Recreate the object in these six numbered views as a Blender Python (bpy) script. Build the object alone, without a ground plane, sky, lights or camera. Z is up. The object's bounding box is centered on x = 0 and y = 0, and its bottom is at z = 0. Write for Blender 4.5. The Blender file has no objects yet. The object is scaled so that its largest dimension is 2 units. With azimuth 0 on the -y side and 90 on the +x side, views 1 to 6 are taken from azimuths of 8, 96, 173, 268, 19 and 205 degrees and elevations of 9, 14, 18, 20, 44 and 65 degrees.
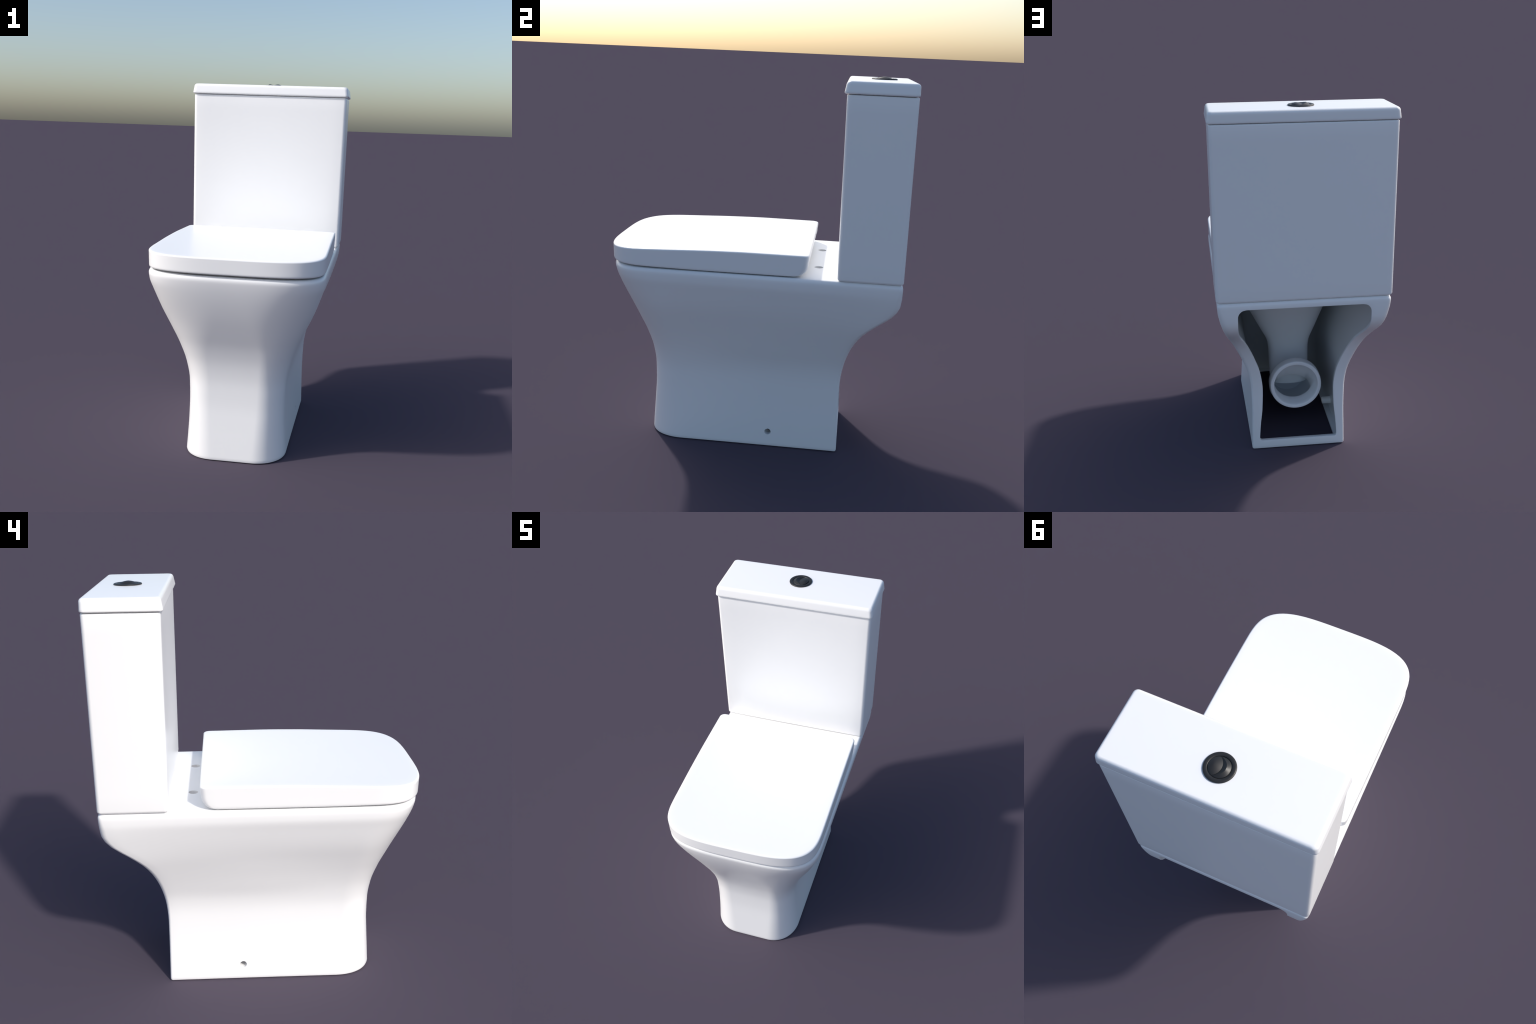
"""Close-coupled ceramic toilet: hollow pedestal open at the back, bowl with outlet,
cistern with lid and dual flush button, closed seat lid.  Metres, z up."""
import bpy, bmesh
from math import pi, sin, cos, sqrt

# ------------------------------------------------------------------ helpers
def pchip(xk, yk, x):
    """Monotone cubic through profile knots."""
    n = len(xk)
    h = [xk[i+1]-xk[i] for i in range(n-1)]
    d = [(yk[i+1]-yk[i])/h[i] for i in range(n-1)]
    m = [d[0]]
    for i in range(1, n-1):
        if d[i-1]*d[i] <= 0:
            m.append(0.0)
        else:
            m.append(3*(h[i-1]+h[i])/((2*h[i]+h[i-1])/d[i-1]+(h[i]+2*h[i-1])/d[i]))
    m.append(d[-1])
    x = min(max(x, xk[0]), xk[-1])
    i = 0
    while i < n-2 and x > xk[i+1]:
        i += 1
    t = (x-xk[i])/h[i]
    return ((2*t**3-3*t**2+1)*yk[i] + (t**3-2*t**2+t)*h[i]*m[i]
            + (-2*t**3+3*t**2)*yk[i+1] + (t**3-t**2)*h[i]*m[i+1])

def profile(knots):
    xs = [k[0] for k in knots]
    ys = [k[1] for k in knots]
    return lambda x: pchip(xs, ys, x)

def lerp(a, b, t):
    return a + (b-a)*t

def clamp(t, a=0.0, b=1.0):
    return max(a, min(b, t))

def new_object(name, bm, material, parent=None, angle=40):
    me = bpy.data.meshes.new(name)
    bmesh.ops.recalc_face_normals(bm, faces=bm.faces)
    bm.to_mesh(me)
    bm.free()
    ob = bpy.data.objects.new(name, me)
    bpy.context.scene.collection.objects.link(ob)
    me.materials.append(material)
    if parent:
        ob.parent = parent
    smooth(me, angle)
    return ob

def smooth(me, angle):
    me.polygons.foreach_set("use_smooth", [True]*len(me.polygons))
    if angle < 180:
        me.set_sharp_from_angle(angle=angle*pi/180)
    me.update()

def bake(ob, angle=40):
    """Apply the modifier stack into the mesh."""
    dg = bpy.context.evaluated_depsgraph_get()
    me = bpy.data.meshes.new_from_object(ob.evaluated_get(dg))
    old = ob.data
    ob.modifiers.clear()
    ob.data = me
    me.name = ob.name
    bpy.data.meshes.remove(old)
    smooth(me, angle)

def add_rows(bm, rows):
    return [[bm.verts.new(p) for p in r] for r in rows]

def bridge(bm, grid, closed=True, skip=None):
    for j in range(len(grid)-1):
        a, b = grid[j], grid[j+1]
        n = len(a)
        for i in range(n if closed else n-1):
            if skip and skip(j, i):
                continue
            k = (i+1) % n
            bm.faces.new((a[i], a[k], b[k], b[i]))

def cap(bm, loop, z=None):
    """Fan cap to the loop centre."""
    c = [sum(v.co[k] for v in loop)/len(loop) for k in range(3)]
    if z is not None:
        c[2] = z
    v = bm.verts.new(c)
    for i in range(len(loop)):
        bm.faces.new((loop[i], loop[(i+1) % len(loop)], v))

# ------------------------------------------------------------------ materials
def material(name, color, rough, variation=0.0, scale=6.0, coat=0.0, spec=0.5, bump=0.0):
    m = bpy.data.materials.new(name)
    m.use_nodes = True
    nt = m.node_tree
    b = nt.nodes["Principled BSDF"]
    b.inputs["Roughness"].default_value = rough
    b.inputs["Specular IOR Level"].default_value = spec
    b.inputs["Coat Weight"].default_value = coat
    tc = nt.nodes.new("ShaderNodeTexCoord")
    no = nt.nodes.new("ShaderNodeTexNoise")
    no.inputs["Scale"].default_value = scale
    no.inputs["Detail"].default_value = 3
    nt.links.new(tc.outputs["Object"], no.inputs["Vector"])
    rp = nt.nodes.new("ShaderNodeValToRGB")
    rp.color_ramp.elements[0].position = 0.3
    rp.color_ramp.elements[1].position = 0.7
    rp.color_ramp.elements[0].color = (*[c*(1-variation) for c in color], 1)
    rp.color_ramp.elements[1].color = (*color, 1)
    nt.links.new(no.outputs["Fac"], rp.inputs["Fac"])
    nt.links.new(rp.outputs["Color"], b.inputs["Base Color"])
    if bump:
        n2 = nt.nodes.new("ShaderNodeTexNoise")
        n2.inputs["Scale"].default_value = 140
        nt.links.new(tc.outputs["Object"], n2.inputs["Vector"])
        bp = nt.nodes.new("ShaderNodeBump")
        bp.inputs["Strength"].default_value = bump
        bp.inputs["Distance"].default_value = 0.001
        nt.links.new(n2.outputs["Fac"], bp.inputs["Height"])
        nt.links.new(bp.outputs["Normal"], b.inputs["Normal"])
    return m

PORCELAIN = material("white_porcelain", (1.0, 1.0, 1.0), 0.30, 0.006, 3.0)
SEAT_PLASTIC = material("white_seat_plastic", (1.0, 1.0, 1.0), 0.30, 0.004, 3.0)
BLACK = material("black_plastic", (0.022, 0.022, 0.022), 0.42, 0.08, 25.0)

# ------------------------------------------------------------------ the thing
toilet = bpy.data.objects.new("toilet", None)
bpy.context.scene.collection.objects.link(toilet)
toilet["label"] = "white close-coupled ceramic toilet with closed lid and cistern"
toilet["category"] = "toilet"

# ------------------------------------------------------------------ pedestal
DECK_Z = 1.013
rear_half_width = profile([(0, .268), (.12, .266), (.244, .264), (.39, .268), (.475, .281),
                           (.562, .311), (.66, .352), (.751, .392), (.839, .422), (.91, .442),
                           (.95, .450), (1.02, .455)])
front_half_width = profile([(0, .271), (.1, .2635), (.2, .258), (.3, .256), (.4, .2595), (.5, .278),
                            (.6, .3105), (.7, .3525), (.8, .397), (.9, .432), (.96, .450), (1.02, .455)])
front_y = profile([(0, -.559), (.1, -.553), (.2, -.5465), (.3, -.5415), (.4, -.5435), (.5, -.5575),
                   (.6, -.589), (.7, -.636), (.8, -.683), (.9, -.723), (.96, -.742), (1.02, -.756)])
rear_y = profile([(0, .487), (.25, .482), (.35, .481), (.435, .486), (.53, .502), (.62, .531),
                  (.70, .578), (.77, .650), (.81, .700), (.845, .735), (.89, .757), (.95, .762), (1.02, .762)])
side_bulge = profile([(0, 0), (.45, 0), (.58, .004), (.66, .004), (.8, 0), (1.02, 0)])
# half width of the opening in the back face
OPEN_Z0, OPEN_Z1 = .050, .976
opening_half_width = profile([(0, .228), (.08, .223), (.16, .217), (.25, .207), (.37, .203), (.475, .215),
                              (.592, .252), (.69, .293), (.80, .340), (.88, .349), (.94, .349), (1.0, .349)])
# front corners in plan: length, share of the half width that is rounded, squareness
front_depth = profile([(0, .19), (.35, .153), (.55, .173), (.75, .216), (.95, .30), (1.02, .30)])
corner_width = profile([(0, .62), (.35, .52), (.55, .55), (.75, .75), (.95, .97), (1.02, .98)])
corner_power = profile([(0, 2.15), (.4, 2.15), (.75, 2.4), (.95, 3.5), (1.02, 3.6)])
rear_radius = profile([(0, .010), (.3, .012), (.5, .020), (.75, .032), (.92, .034), (.985, .022), (1.02, .020)])

def opening(z):
    """Opening half width with rounded corners at its top and bottom."""
    w = opening_half_width(z)
    for edge, r in ((OPEN_Z0, .018), (OPEN_Z1, .045)):
        d = abs(z-edge)
        if d < r and OPEN_Z0 <= z <= OPEN_Z1:
            w -= r*(1-sqrt(max(0, 1-((r-d)/r)**2)))
    return w

def outline(z, inset=0.0):
    """Closed plan section at height z, from the middle of the back, counter-clockwise
    seen from above being irrelevant: x>0 half first, then its mirror."""
    w, wf = rear_half_width(z)-inset, front_half_width(z)-inset
    yb, yf, b = rear_y(z)-inset, front_y(z)+inset, front_depth(z)-inset*.5
    r = rear_radius(z)
    wo = min(opening(z), w-r-.004)
    half = []
    for i in range(7):
        half.append((wo*i/6, yb))
    for i in range(1, 4):
        half.append((lerp(wo, w-r, i/3), yb))
    for i in range(1, 8):
        a = pi/2*i/7
        half.append((w-r+r*sin(a), yb-r+r*cos(a)))
    yc = yf+b
    for i in range(1, 25):
        t = i/24
        # low down the side runs parallel to the back, higher up it draws in behind the rear lip
        e = lerp(t*t, 1-(1-t)**2.5, clamp((z-.45)/.25))
        half.append((lerp(w, wf, e)+side_bulge(z)*sin(pi*t)**2, lerp(yb-r, yc, t)))
    rx, n = corner_width(z)*wf, corner_power(z)
    for i in range(1, 41):
        a = pi/2*i/40
        c, s = cos(a), sin(a)
        k = (abs(c)**n+abs(s)**n)**(-1/n)
        half.append((wf-rx+rx*c*k, yc-b*s*k))
    for i in range(1, 7):
        half.append(((wf-rx)*(1-i/6), yf))
    full = half + [(-x, y) for x, y in reversed(half[1:-1])]
    return [(x, y, z) for x, y in full]

def pedestal_mesh():
    bm = bmesh.new()
    levels = []                          # (z of the section, inset, z placed)
    levels.append((0.0, .045, 0.0))
    levels.append((0.0, .008, 0.0))
    levels.append((0.002, .0025, .0025))
    levels.append((0.009, 0.0, .009))
    zs = [.02, .035, OPEN_Z0, .052, .057, .068, .085]
    z = .11
    while z < .90:
        zs.append(z)
        z += .03
    zs += [.91, .929, .94, .95, .958, .964, .969, .973, OPEN_Z1, .985]
    levels += [(q, 0.0, q) for q in zs]
    for i in range(1, 8):                # rounded edge under the deck
        a = pi/2*i/7
        levels.append((.990, .016*(1-cos(a)), .990+(DECK_Z-.990)*sin(a)))
    levels.append((.990, .045, DECK_Z))
    levels.append((.990, .09, DECK_Z))
    rows = []
    for zq, ins, zp in levels:
        rows.append([(x, y, zp) for x, y, _ in outline(zq, ins)])
    grid = add_rows(bm, rows)
    n = len(rows[0])
    j0 = next(j for j, l in enumerate(levels) if l[2] == OPEN_Z0)
    j1 = next(j for j, l in enumerate(levels) if l[2] == OPEN_Z1)
    def is_open(j, i):
        return j0 <= j < j1 and (i < 6 or i >= n-6)
    bridge(bm, grid, True, is_open)
    # deck: rings shrinking from the outline to the oval bowl mouth
    prev = grid[-1]
    base = [v.co.copy() for v in prev]
    def mouth(p):
        from math import atan2
        a = atan2(p.y+.16, p.x)
        c, s = cos(a), sin(a)
        k = (abs(c/.30)**2.6+abs(s/.43)**2.6)**(-1/2.6)
        return (k*c, -.20+k*s, DECK_Z)
    for t in (.4, .8, .95, 1.0):
        ring = []
        for p in base:
            q = mouth(p)
            ring.append(bm.verts.new((lerp(p.x, q[0], t), lerp(p.y, q[1], t), DECK_Z)))
        bridge(bm, [prev, ring])
        prev = ring
    return bm

def cylinder(name, r, depth, location, axis, material_=None, parent=None, seg=40):
    bm = bmesh.new()
    bmesh.ops.create_cone(bm, cap_ends=True, segments=seg, radius1=r, radius2=r, depth=depth)
    ob = new_object(name, bm, material_ or PORCELAIN, parent)
    if axis == 'x':
        ob.rotation_euler = (0, pi/2, 0)
    elif axis == 'y':
        ob.rotation_euler = (pi/2, 0, 0)
    ob.location = location
    return ob

BOLT = (.109, .084)                      # y, z of the floor fixing holes
pedestal = new_object("pedestal", pedestal_mesh(), PORCELAIN, toilet)
mod = pedestal.modifiers.new("wall", 'SOLIDIFY')
mod.thickness = .013
mod.offset = -1
mod.use_even_offset = False
bake(pedestal)
# make sure the wall went inwards
bev = pedestal.modifiers.new("rim", 'BEVEL')
bev.width = .005
bev.segments = 3
bev.limit_method = 'ANGLE'
bev.angle_limit = 55*pi/180
bev.use_clamp_overlap = True
cutters = []
for s in (1, -1):
    cutters.append(cylinder("cutter", .0175, .16, (s*.27, BOLT[0], BOLT[1]), 'x'))
    cutters.append(cylinder("cutter", .0230, .20, (s*.192, .333, DECK_Z), 'z'))
for c in cutters:
    m_ = pedestal.modifiers.new("hole", 'BOOLEAN')
    m_.object = c
    m_.operation = 'DIFFERENCE'
    m_.solver = 'EXACT'
bake(pedestal, 35)
for c in cutters:
    me = c.data
    bpy.data.objects.remove(c)
    bpy.data.meshes.remove(me)

# thickened lip round the opening, inside the back face
def lip_mesh():
    bm = bmesh.new()
    zs = [OPEN_Z0+.0006+(OPEN_Z1-OPEN_Z0-.0012)*(.5-.5*cos(pi*i/60)) for i in range(61)]
    right = [(opening(z)-.0006, rear_y(z), z) for z in zs]
    left = [(-x, y, z) for x, y, z in reversed(right)]
    path = right+left
    n = len(path)
    rows = []
    for depth, out in ((-.004, 0), (-.024, 0), (-.0265, .0025), (-.0265, .009), (-.010, .010)):
        row = []
        for i, (x, y, z) in enumerate(path):
            a, b = path[i-1], path[(i+1) % n]
            tx, tz = b[0]-a[0], b[2]-a[2]
            l = sqrt(tx*tx+tz*tz) or 1
            row.append((x+tz/l*out, y+depth, z-tx/l*out))
        rows.append(row)
    rows.append(rows[0])
    g = add_rows(bm, rows[:-1])
    g.append(g[0])
    bridge(bm, g)
    return bm
new_object("opening_lip", lip_mesh(), PORCELAIN, toilet, 50)

# sleeves of the floor fixing holes inside the foot
def sleeve_mesh():
    bm = bmesh.new()
    rows = []
    for r, x in ((.0178, .2575), (.0178, .204), (.0185, .2025), (.0215, .2025), (.0225, .204), (.0225, .2575)):
        rows.append([(x, r*cos(2*pi*i/32), r*sin(2*pi*i/32)) for i in range(32)])
    bridge(bm, add_rows(bm, rows))
    return bm
for s in (1, -1):
    ob = new_object("fixing_sleeve", sleeve_mesh(), PORCELAIN, toilet)
    ob.location = (0, BOLT[0], BOLT[1])
    ob.rotation_euler = (0, 0, 0 if s > 0 else pi)

# sockets under the hinge holes of the deck
def socket_mesh():
    bm = bmesh.new()
    rows = []
    for r, z in ((.0231, DECK_Z-.008), (.0231, DECK_Z-.09), (.0265, DECK_Z-.09), (.0265, DECK_Z-.0135)):
        rows.append([(r*cos(2*pi*i/40), r*sin(2*pi*i/40), z) for i in range(40)])
    bridge(bm, add_rows(bm, rows))
    return bm
socket = new_object("hinge_socket", socket_mesh(), PORCELAIN, toilet)
socket.location = (.192, .333, 0)
twin = socket.copy()
bpy.context.scene.collection.objects.link(twin)
twin.location = (-.192, .333, 0)

# ------------------------------------------------------------------ bowl (inside the pedestal)
def oval(w, y0, y1, z, n=2.6, count=72):
    pts = []
    for i in range(count):
        a = 2*pi*i/count
        c, s = cos(a), sin(a)
        k = (abs(c)**n+abs(s)**n)**(-1/n)
        pts.append((w*c*k, (y0+y1)/2+(y1-y0)/2*s*k, z))
    return pts

def bowl_mesh():
    bm = bmesh.new()
    w = profile([(.20, .112), (.30, .119), (.44, .123), (.485, .133), (.53, .160), (.71, .268), (.975, .385)])
    yf = profile([(.20, -.04), (.30, -.04), (.45, -.08), (.55, -.22), (.65, -.42), (.8, -.56), (.975, -.66)])
    yb = profile([(.20, .12), (.30, .12), (.48, .112), (.71, .130), (.86, .190), (.975, .27)])
    outer = [oval(w(z), yf(z), yb(z), z) for z in [.975-.0215*i for i in range(36)]]
    inner = [oval(w(z)-.03, yf(z)+.03, yb(z)-.03, z) for z in [.50+.02*i for i in range(24)]]
    go, gi = add_rows(bm, outer), add_rows(bm, inner)
    bridge(bm, go)
    bridge(bm, gi)
    bridge(bm, [gi[-1], go[0]])
    cap(bm, go[-1])
    cap(bm, gi[0])
    return bm
bowl = new_object("bowl", bowl_mesh(), PORCELAIN, toilet)

# trap and outlet pipe: body of revolution about the y axis
OUT_Z = .345
def outlet_mesh():
    bm = bmesh.new()
    def ring(y, dz, rx, rz):
        return [(rx*cos(2*pi*i/64), y, OUT_Z+dz+rz*sin(2*pi*i/64)) for i in range(64)]
    # outside: trap falling away from the socket;  (y, drop, radius)
    rows = [ring(y, dz, r, r) for y, dz, r in (
        (-.07, -.13, .04), (-.06, -.13, .075), (-.03, -.135, .105), (.06, -.133, .126), (.14, -.118, .132),
        (.20, -.085, .130), (.26, -.026, .126), (.30, -.008, .126), (.318, -.010, .130), (.328, 0, .143), (.334, 0, .148), (.340, 0, .149),
        (.384, 0, .149), (.389, 0, .148), (.3915, 0, .1455), (.3920, 0, .143), (.3920, 0, .1300), (.3912, 0, .1285),
        (.389, 0, .1272), (.36, 0, .1268), (.338, 0, .1262))]
    # inside: bore dropping to a sharp weir, then a wider dark chamber
    rows += [ring(y, dz, rx, rz) for y, dz, rx, rz in (
        (.30, -.006, .121, .116), (.24, -.058, .117, .098),
        (.176, -.118, .113, .079), (.168, -.125, .116, .090), (.10, -.134, .114, .102), (.0, -.136, .098, .09))]
    g = add_rows(bm, rows)
    bridge(bm, g)
    cap(bm, g[0])
    cap(bm, [v for v in g[-1]])
    return bm
new_object("outlet_pipe", outlet_mesh(), PORCELAIN, toilet, 50)

# ------------------------------------------------------------------ cistern
def rounded_rect(w, y0, y1, z, r, corner=8, straight=1):
    """Plan section: half width w, from y0 (front) to y1 (back)."""
    pts = []
    corners = [(w-r, y1-r, 0), (-w+r, y1-r, pi/2), (-w+r, y0+r, pi), (w-r, y0+r, 3*pi/2)]
    for cx, cy, a0 in corners:
        for i in range(corner+1):
            a = a0+pi/2*i/corner
            pts.append((cx+r*cos(a), cy+r*sin(a), z))
        if a0 == pi:                     # extra points along the front edge
            for i in range(1, straight):
                pts.append((lerp(-w+r, w-r, i/straight), y0, z))
    return pts

def box_loft(levels, straight=1):
    """levels: (z, half width, front y, back y, corner radius)"""
    bm = bmesh.new()
    rows = [rounded_rect(w, a, b, z, r, 8, straight) for z, w, a, b, r in levels]
    g = add_rows(bm, rows)
    bridge(bm, g)
    for loop in (g[0], g[-1]):
        bm.faces.new(loop)
    return bm

T0, T1 = 1.0150, 1.9215
def tank_level(z, inset=0.0, zp=None):
    t = (z-T0)/(T1-T0)
    return (z if zp is None else zp, lerp(.4582, .4658, t)-inset, lerp(.4370, .4260, t)+inset,
            lerp(.7625, .7620, t)-inset, .020-inset*.5)
lv = []
for i in range(7):
    a = pi/2*i/6
    lv.append(tank_level(T0, .012*(1-sin(a)), T0+.014*(1-cos(a))))
for i in range(1, 12):
    lv.append(tank_level(lerp(T0+.014, T1-.008, i/12)))
for i in range(5):
    a = pi/2*i/4
    lv.append(tank_level(T1, .007*(1-cos(a)), T1-.008+.008*sin(a)))
cistern_bm = box_loft(lv, 14)
for v in cistern_bm.verts:               # the front panel swells a little low down
    if v.co.y < .46:
        u = v.co.x/.45
        v.co.y -= .0065*max(0, 1-u*u)*clamp((1.92-v.co.z)/.55)*clamp((v.co.z-T0)/.05, .5, 1)
new_object("cistern", cistern_bm, PORCELAIN, toilet, 50)

# lid of the cistern: overhanging, front and sides leaning in, rounded top
def lid_level(z, inset):
    t = clamp((z-1.932)/(1.975-1.932))
    return (z, lerp(.4740, .4680, t)-inset, lerp(.4135, .4215, t)+inset, lerp(.7645, .7635, t)-inset,
            .022+.3*max(0, 0)-min(.006, inset*.3))
lv = [lid_level(1.9235, .03), lid_level(1.9240, .012)]
for i in range(5):
    a = pi/2*i/4
    lv.append(lid_level(1.9245+.007*(1-cos(a)), .008*(1-sin(a))))
for i in range(1, 6):
    lv.append(lid_level(lerp(1.9315, 1.968, i/5), 0))
for i in range(1, 9):
    a = pi/2*i/8
    lv.append(lid_level(1.968+.0165*sin(a), .015*(1-cos(a))))
cistern_lid = new_object("cistern_lid", box_loft(lv), PORCELAIN, toilet, 50)

# ------------------------------------------------------------------ dual flush button
flush = bpy.data.objects.new("flush_button", None)
bpy.context.scene.collection.objects.link(flush)
flush.parent = toilet
flush.location = (0, .607, 1.9845)

def ring_mesh():
    bm = bmesh.new()
    prof = [(.064, -.002), (.0655, .0), (.0665, .0025), (.0660, .0045), (.0640, .0062), (.060, .0072), (.055, .0074),
            (.051, .0068), (.0485, .0058), (.0472, .0042), (.0468, .001), (.0468, -.002)]
    rows = [[(r*cos(2*pi*i/72), r*sin(2*pi*i/72), z) for i in range(72)] for r, z in prof]
    bridge(bm, add_rows(bm, rows))
    return bm
new_object("button_ring", ring_mesh(), BLACK, flush, 60)

RB = .0462
def button_height(x, y):
    """Domed disc split by a curved valley: large lens at +x, crescent at -x."""
    u, v = x/RB, y/RB
    rr = u*u+v*v
    edge = .0035*sqrt(max(0, 1-rr**3))
    d1 = sqrt((u-.91)**2+v*v)            # distance to the centre of the dividing arcs
    arc1, arc2 = 1.10, 1.10+.40*max(0, 1-v*v)+1e-4
    if d1 <= arc1:                       # large button, sloping down to the valley
        q = clamp(1-((u-.55)**2/.62+v*v/1.05)**.75)
        return .0030+edge*.6+.0100*q
    if d1 <= arc2:                       # flank rising towards the crescent
        t = (d1-arc1)/(arc2-arc1)
        top = .0035+edge+.0082*max(0, 1-v*v)**1.0
        low = .0030+edge*.6
        return lerp(low, top, t)
    span = max(1e-3, .91+1.0-arc2)
    t = clamp((d1-arc2)/span)
    return .0030+edge+.0087*max(0, 1-v*v)*(1-t)**1.2

def button_mesh(large):
    bm = bmesh.new()
    na, nr = 96, 40
    def inside(x, y):
        return (sqrt((x/RB-.91)**2+(y/RB)**2) <= 1.10) == large
    grid = []
    # strips running along y between the dividing arc and the rim
    m = 40
    for i in range(m+1):
        v = sin(pi/2*lerp(-1, 1, i/m))*.999
        arc = .91-sqrt(1.21-v*v)
        rim = sqrt(max(0, 1-v*v))
        lo, hi = (arc, rim) if large else (-rim, arc)
        if hi < lo:
            continue
        row = []
        for k in range(33):
            t = k/32
            if not large:
                t = t
            u = lerp(lo, hi, t)
            x, y = u*RB, v*RB
            eps = 1e-5 if large else -1e-5
            row.append((x, y, button_height(min(x+eps, RB) if k in (0, 32) else x, y)))
        grid.append(row)
    bridge(bm, add_rows(bm, grid), False)
    # skirt
    edges = [e for e in bm.edges if e.is_boundary]
    ret = bmesh.ops.extrude_edge_only(bm, edges=edges)
    for v in ret["geom"]:
        if isinstance(v, bmesh.types.BMVert):
            v.co.z = -.001
    return bm
new_object("large_flush_plate", button_mesh(True), BLACK, flush, 30)
new_object("small_flush_plate", button_mesh(False), BLACK, flush, 30)

# ------------------------------------------------------------------ seat and lid
SEAT_BACK, SEAT_FRONT, SEAT_W = .2930, -.7620, .4510
def seat_outline(inset, back, corner):
    """Closed plan outline of lid or seat, x>0 half then mirror."""
    w, yf, b, n = SEAT_W-inset, SEAT_FRONT+inset, .30-inset*.5, 3.6
    yb = back
    r = corner
    wb = w-.006                          # a touch narrower at the hinge end
    half = [((wb-r)*f, yb) for f in (0, .2, .4, .6, .8, .88, .92, .96)]
    for i in range(0, 9):
        a = pi/2*i/8
        half.append((wb-r+r*sin(a), yb-r+r*cos(a)))
    yc = yf+b
    for i in range(1, 21):
        half.append((lerp(wb, w, sin(pi/2*i/20)), lerp(yb-r, yc, i/20)))
    for i in range(1, 41):
        a = pi/2*i/40
        c, s = cos(a), sin(a)
        k = (abs(c)**n+abs(s)**n)**(-1/n)
        half.append((w*c*k, yc-b*s*k))
    half[-1] = (0.0, yf)
    return half + [(-x, y) for x, y in reversed(half[1:-1])]

lid_top = profile([(-.78, 1.1045), (-.6, 1.1115), (-.4, 1.1195), (-.2, 1.1270), (0, 1.1305), (.3, 1.1305)])
LID_BOTTOM = 1.0200
def lid_bottom(y):
    return LID_BOTTOM+.0035*clamp((-.3-y)/.4)

def undercut(x, y, z):
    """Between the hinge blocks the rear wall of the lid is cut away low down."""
    if y < .12:
        return y
    k = clamp((.395-abs(x))/.02)*clamp((1.075-z)/.02)
    return y-.008*k

def back_at(z):
    """Rear edge: rounded under-corner, then nearly upright."""
    h = .060
    if z < LID_BOTTOM+h:
        t = clamp((LID_BOTTOM+h-z)/h)
        return SEAT_BACK-.003-.056*(1-sqrt(1-t*t*.985))
    return SEAT_BACK-.004+.004*clamp((z-LID_BOTTOM-h)/.03)

def seat_lid_mesh():
    bm = bmesh.new()
    rows = []
    # hollow underside
    rows.append([(x, undercut(x, y, 1.062), 1.062) for x, y in seat_outline(.035, back_at(1.03)-.035, .03)])
    rows.append([(x, undercut(x, y, 1.02), lid_bottom(y)+.004) for x, y in seat_outline(.020, back_at(LID_BOTTOM)-.016, .03)])
    rows.append([(x, undercut(x, y, 1.02), lid_bottom(y)) for x, y in seat_outline(.011, back_at(LID_BOTTOM)-.003, .03)])
    side = [0, .015, .03, .055, .085, .16, .25, .35, .45, .55, .62, .66, .70, .74, .80, .85, .90]
    for t in side:
        z = lerp(LID_BOTTOM, 1.128, t)
        ins = .005*max(0, 1-t/.085)**2 + .003*(1-t)
        base = seat_outline(ins, back_at(z), .030)
        rows.append([(x, undercut(x, y, z), lerp(lid_bottom(y), lid_top(y)-.008, t/.90)) for x, y in base])
    for i in range(1, 7):
        a = pi/2*i/6
        ins = .010*(1-cos(a))
        base = seat_outline(ins, SEAT_BACK-ins, .030)
        rows.append([(x, y, lid_top(y)-.008+.008*sin(a)) for x, y in base])
    g = add_rows(bm, rows)
    bridge(bm, g)
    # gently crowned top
    prev = g[-1]
    base = [v.co.copy() for v in prev]
    for t in (.06, .15, .3, .5, .7, .85, .95):
        ring = []
        for p in base:
            x, y = p.x*(1-t), lerp(p.y, -.2, t)
            ring.append(bm.verts.new((x, y, lid_top(y)-.0028*(1-(1-t)**2))))
        bridge(bm, [prev, ring])
        prev = ring
    cap(bm, prev, lid_top(-.2)-.0028)
    cap(bm, g[0])
    return bm
new_object("seat_lid", seat_lid_mesh(), SEAT_PLASTIC, toilet, 50)

def seat_ring_mesh():
    bm = bmesh.new()
    def mouth(x, y, grow):
        from math import atan2
        a = atan2(y+.2, x)
        c, s = cos(a), sin(a)
        k = (abs(c/.26)**2.6+abs(s/.38)**2.6)**(-1/2.6)+grow
        return (k*c, -.22+k*s)
    o = seat_outline(.070, .190, .05)
    levels = [(.02, 1.0205, 0), (0, 1.028, 0), (0, 1.048, 0), (.01, 1.055, 0)]
    rows = []
    for ins, z, _ in levels:
        rows.append([(x, y, z) for x, y in seat_outline(.070+ins, .190-ins, .05)])
    for grow, z in ((.015, 1.055), (0, 1.048), (0, 1.028), (.012, 1.0205)):
        rows.append([(*mouth(x, y, grow), z) for x, y in o])
    rows.append(rows[0])
    g = add_rows(bm, rows[:-1])
    g.append(g[0])
    bridge(bm, g)
    return bm
new_object("seat", seat_ring_mesh(), SEAT_PLASTIC, toilet, 50)

def hinge_bar_mesh():
    bm = bmesh.new()
    prof = [(-.402, .010), (-.398, .020), (-.388, .025), (-.37, .0265), (.37, .0265), (.388, .025), (.398, .020), (.402, .010)]
    g = add_rows(bm, [[(x, r*cos(2*pi*i/40), r*sin(2*pi*i/40)) for i in range(40)] for x, r in prof])
    bridge(bm, g)
    cap(bm, g[0])
    cap(bm, g[-1])
    return bm
hinge = new_object("seat_hinge", hinge_bar_mesh(), SEAT_PLASTIC, toilet, 60)
hinge.location = (0, .2560, 1.0600)
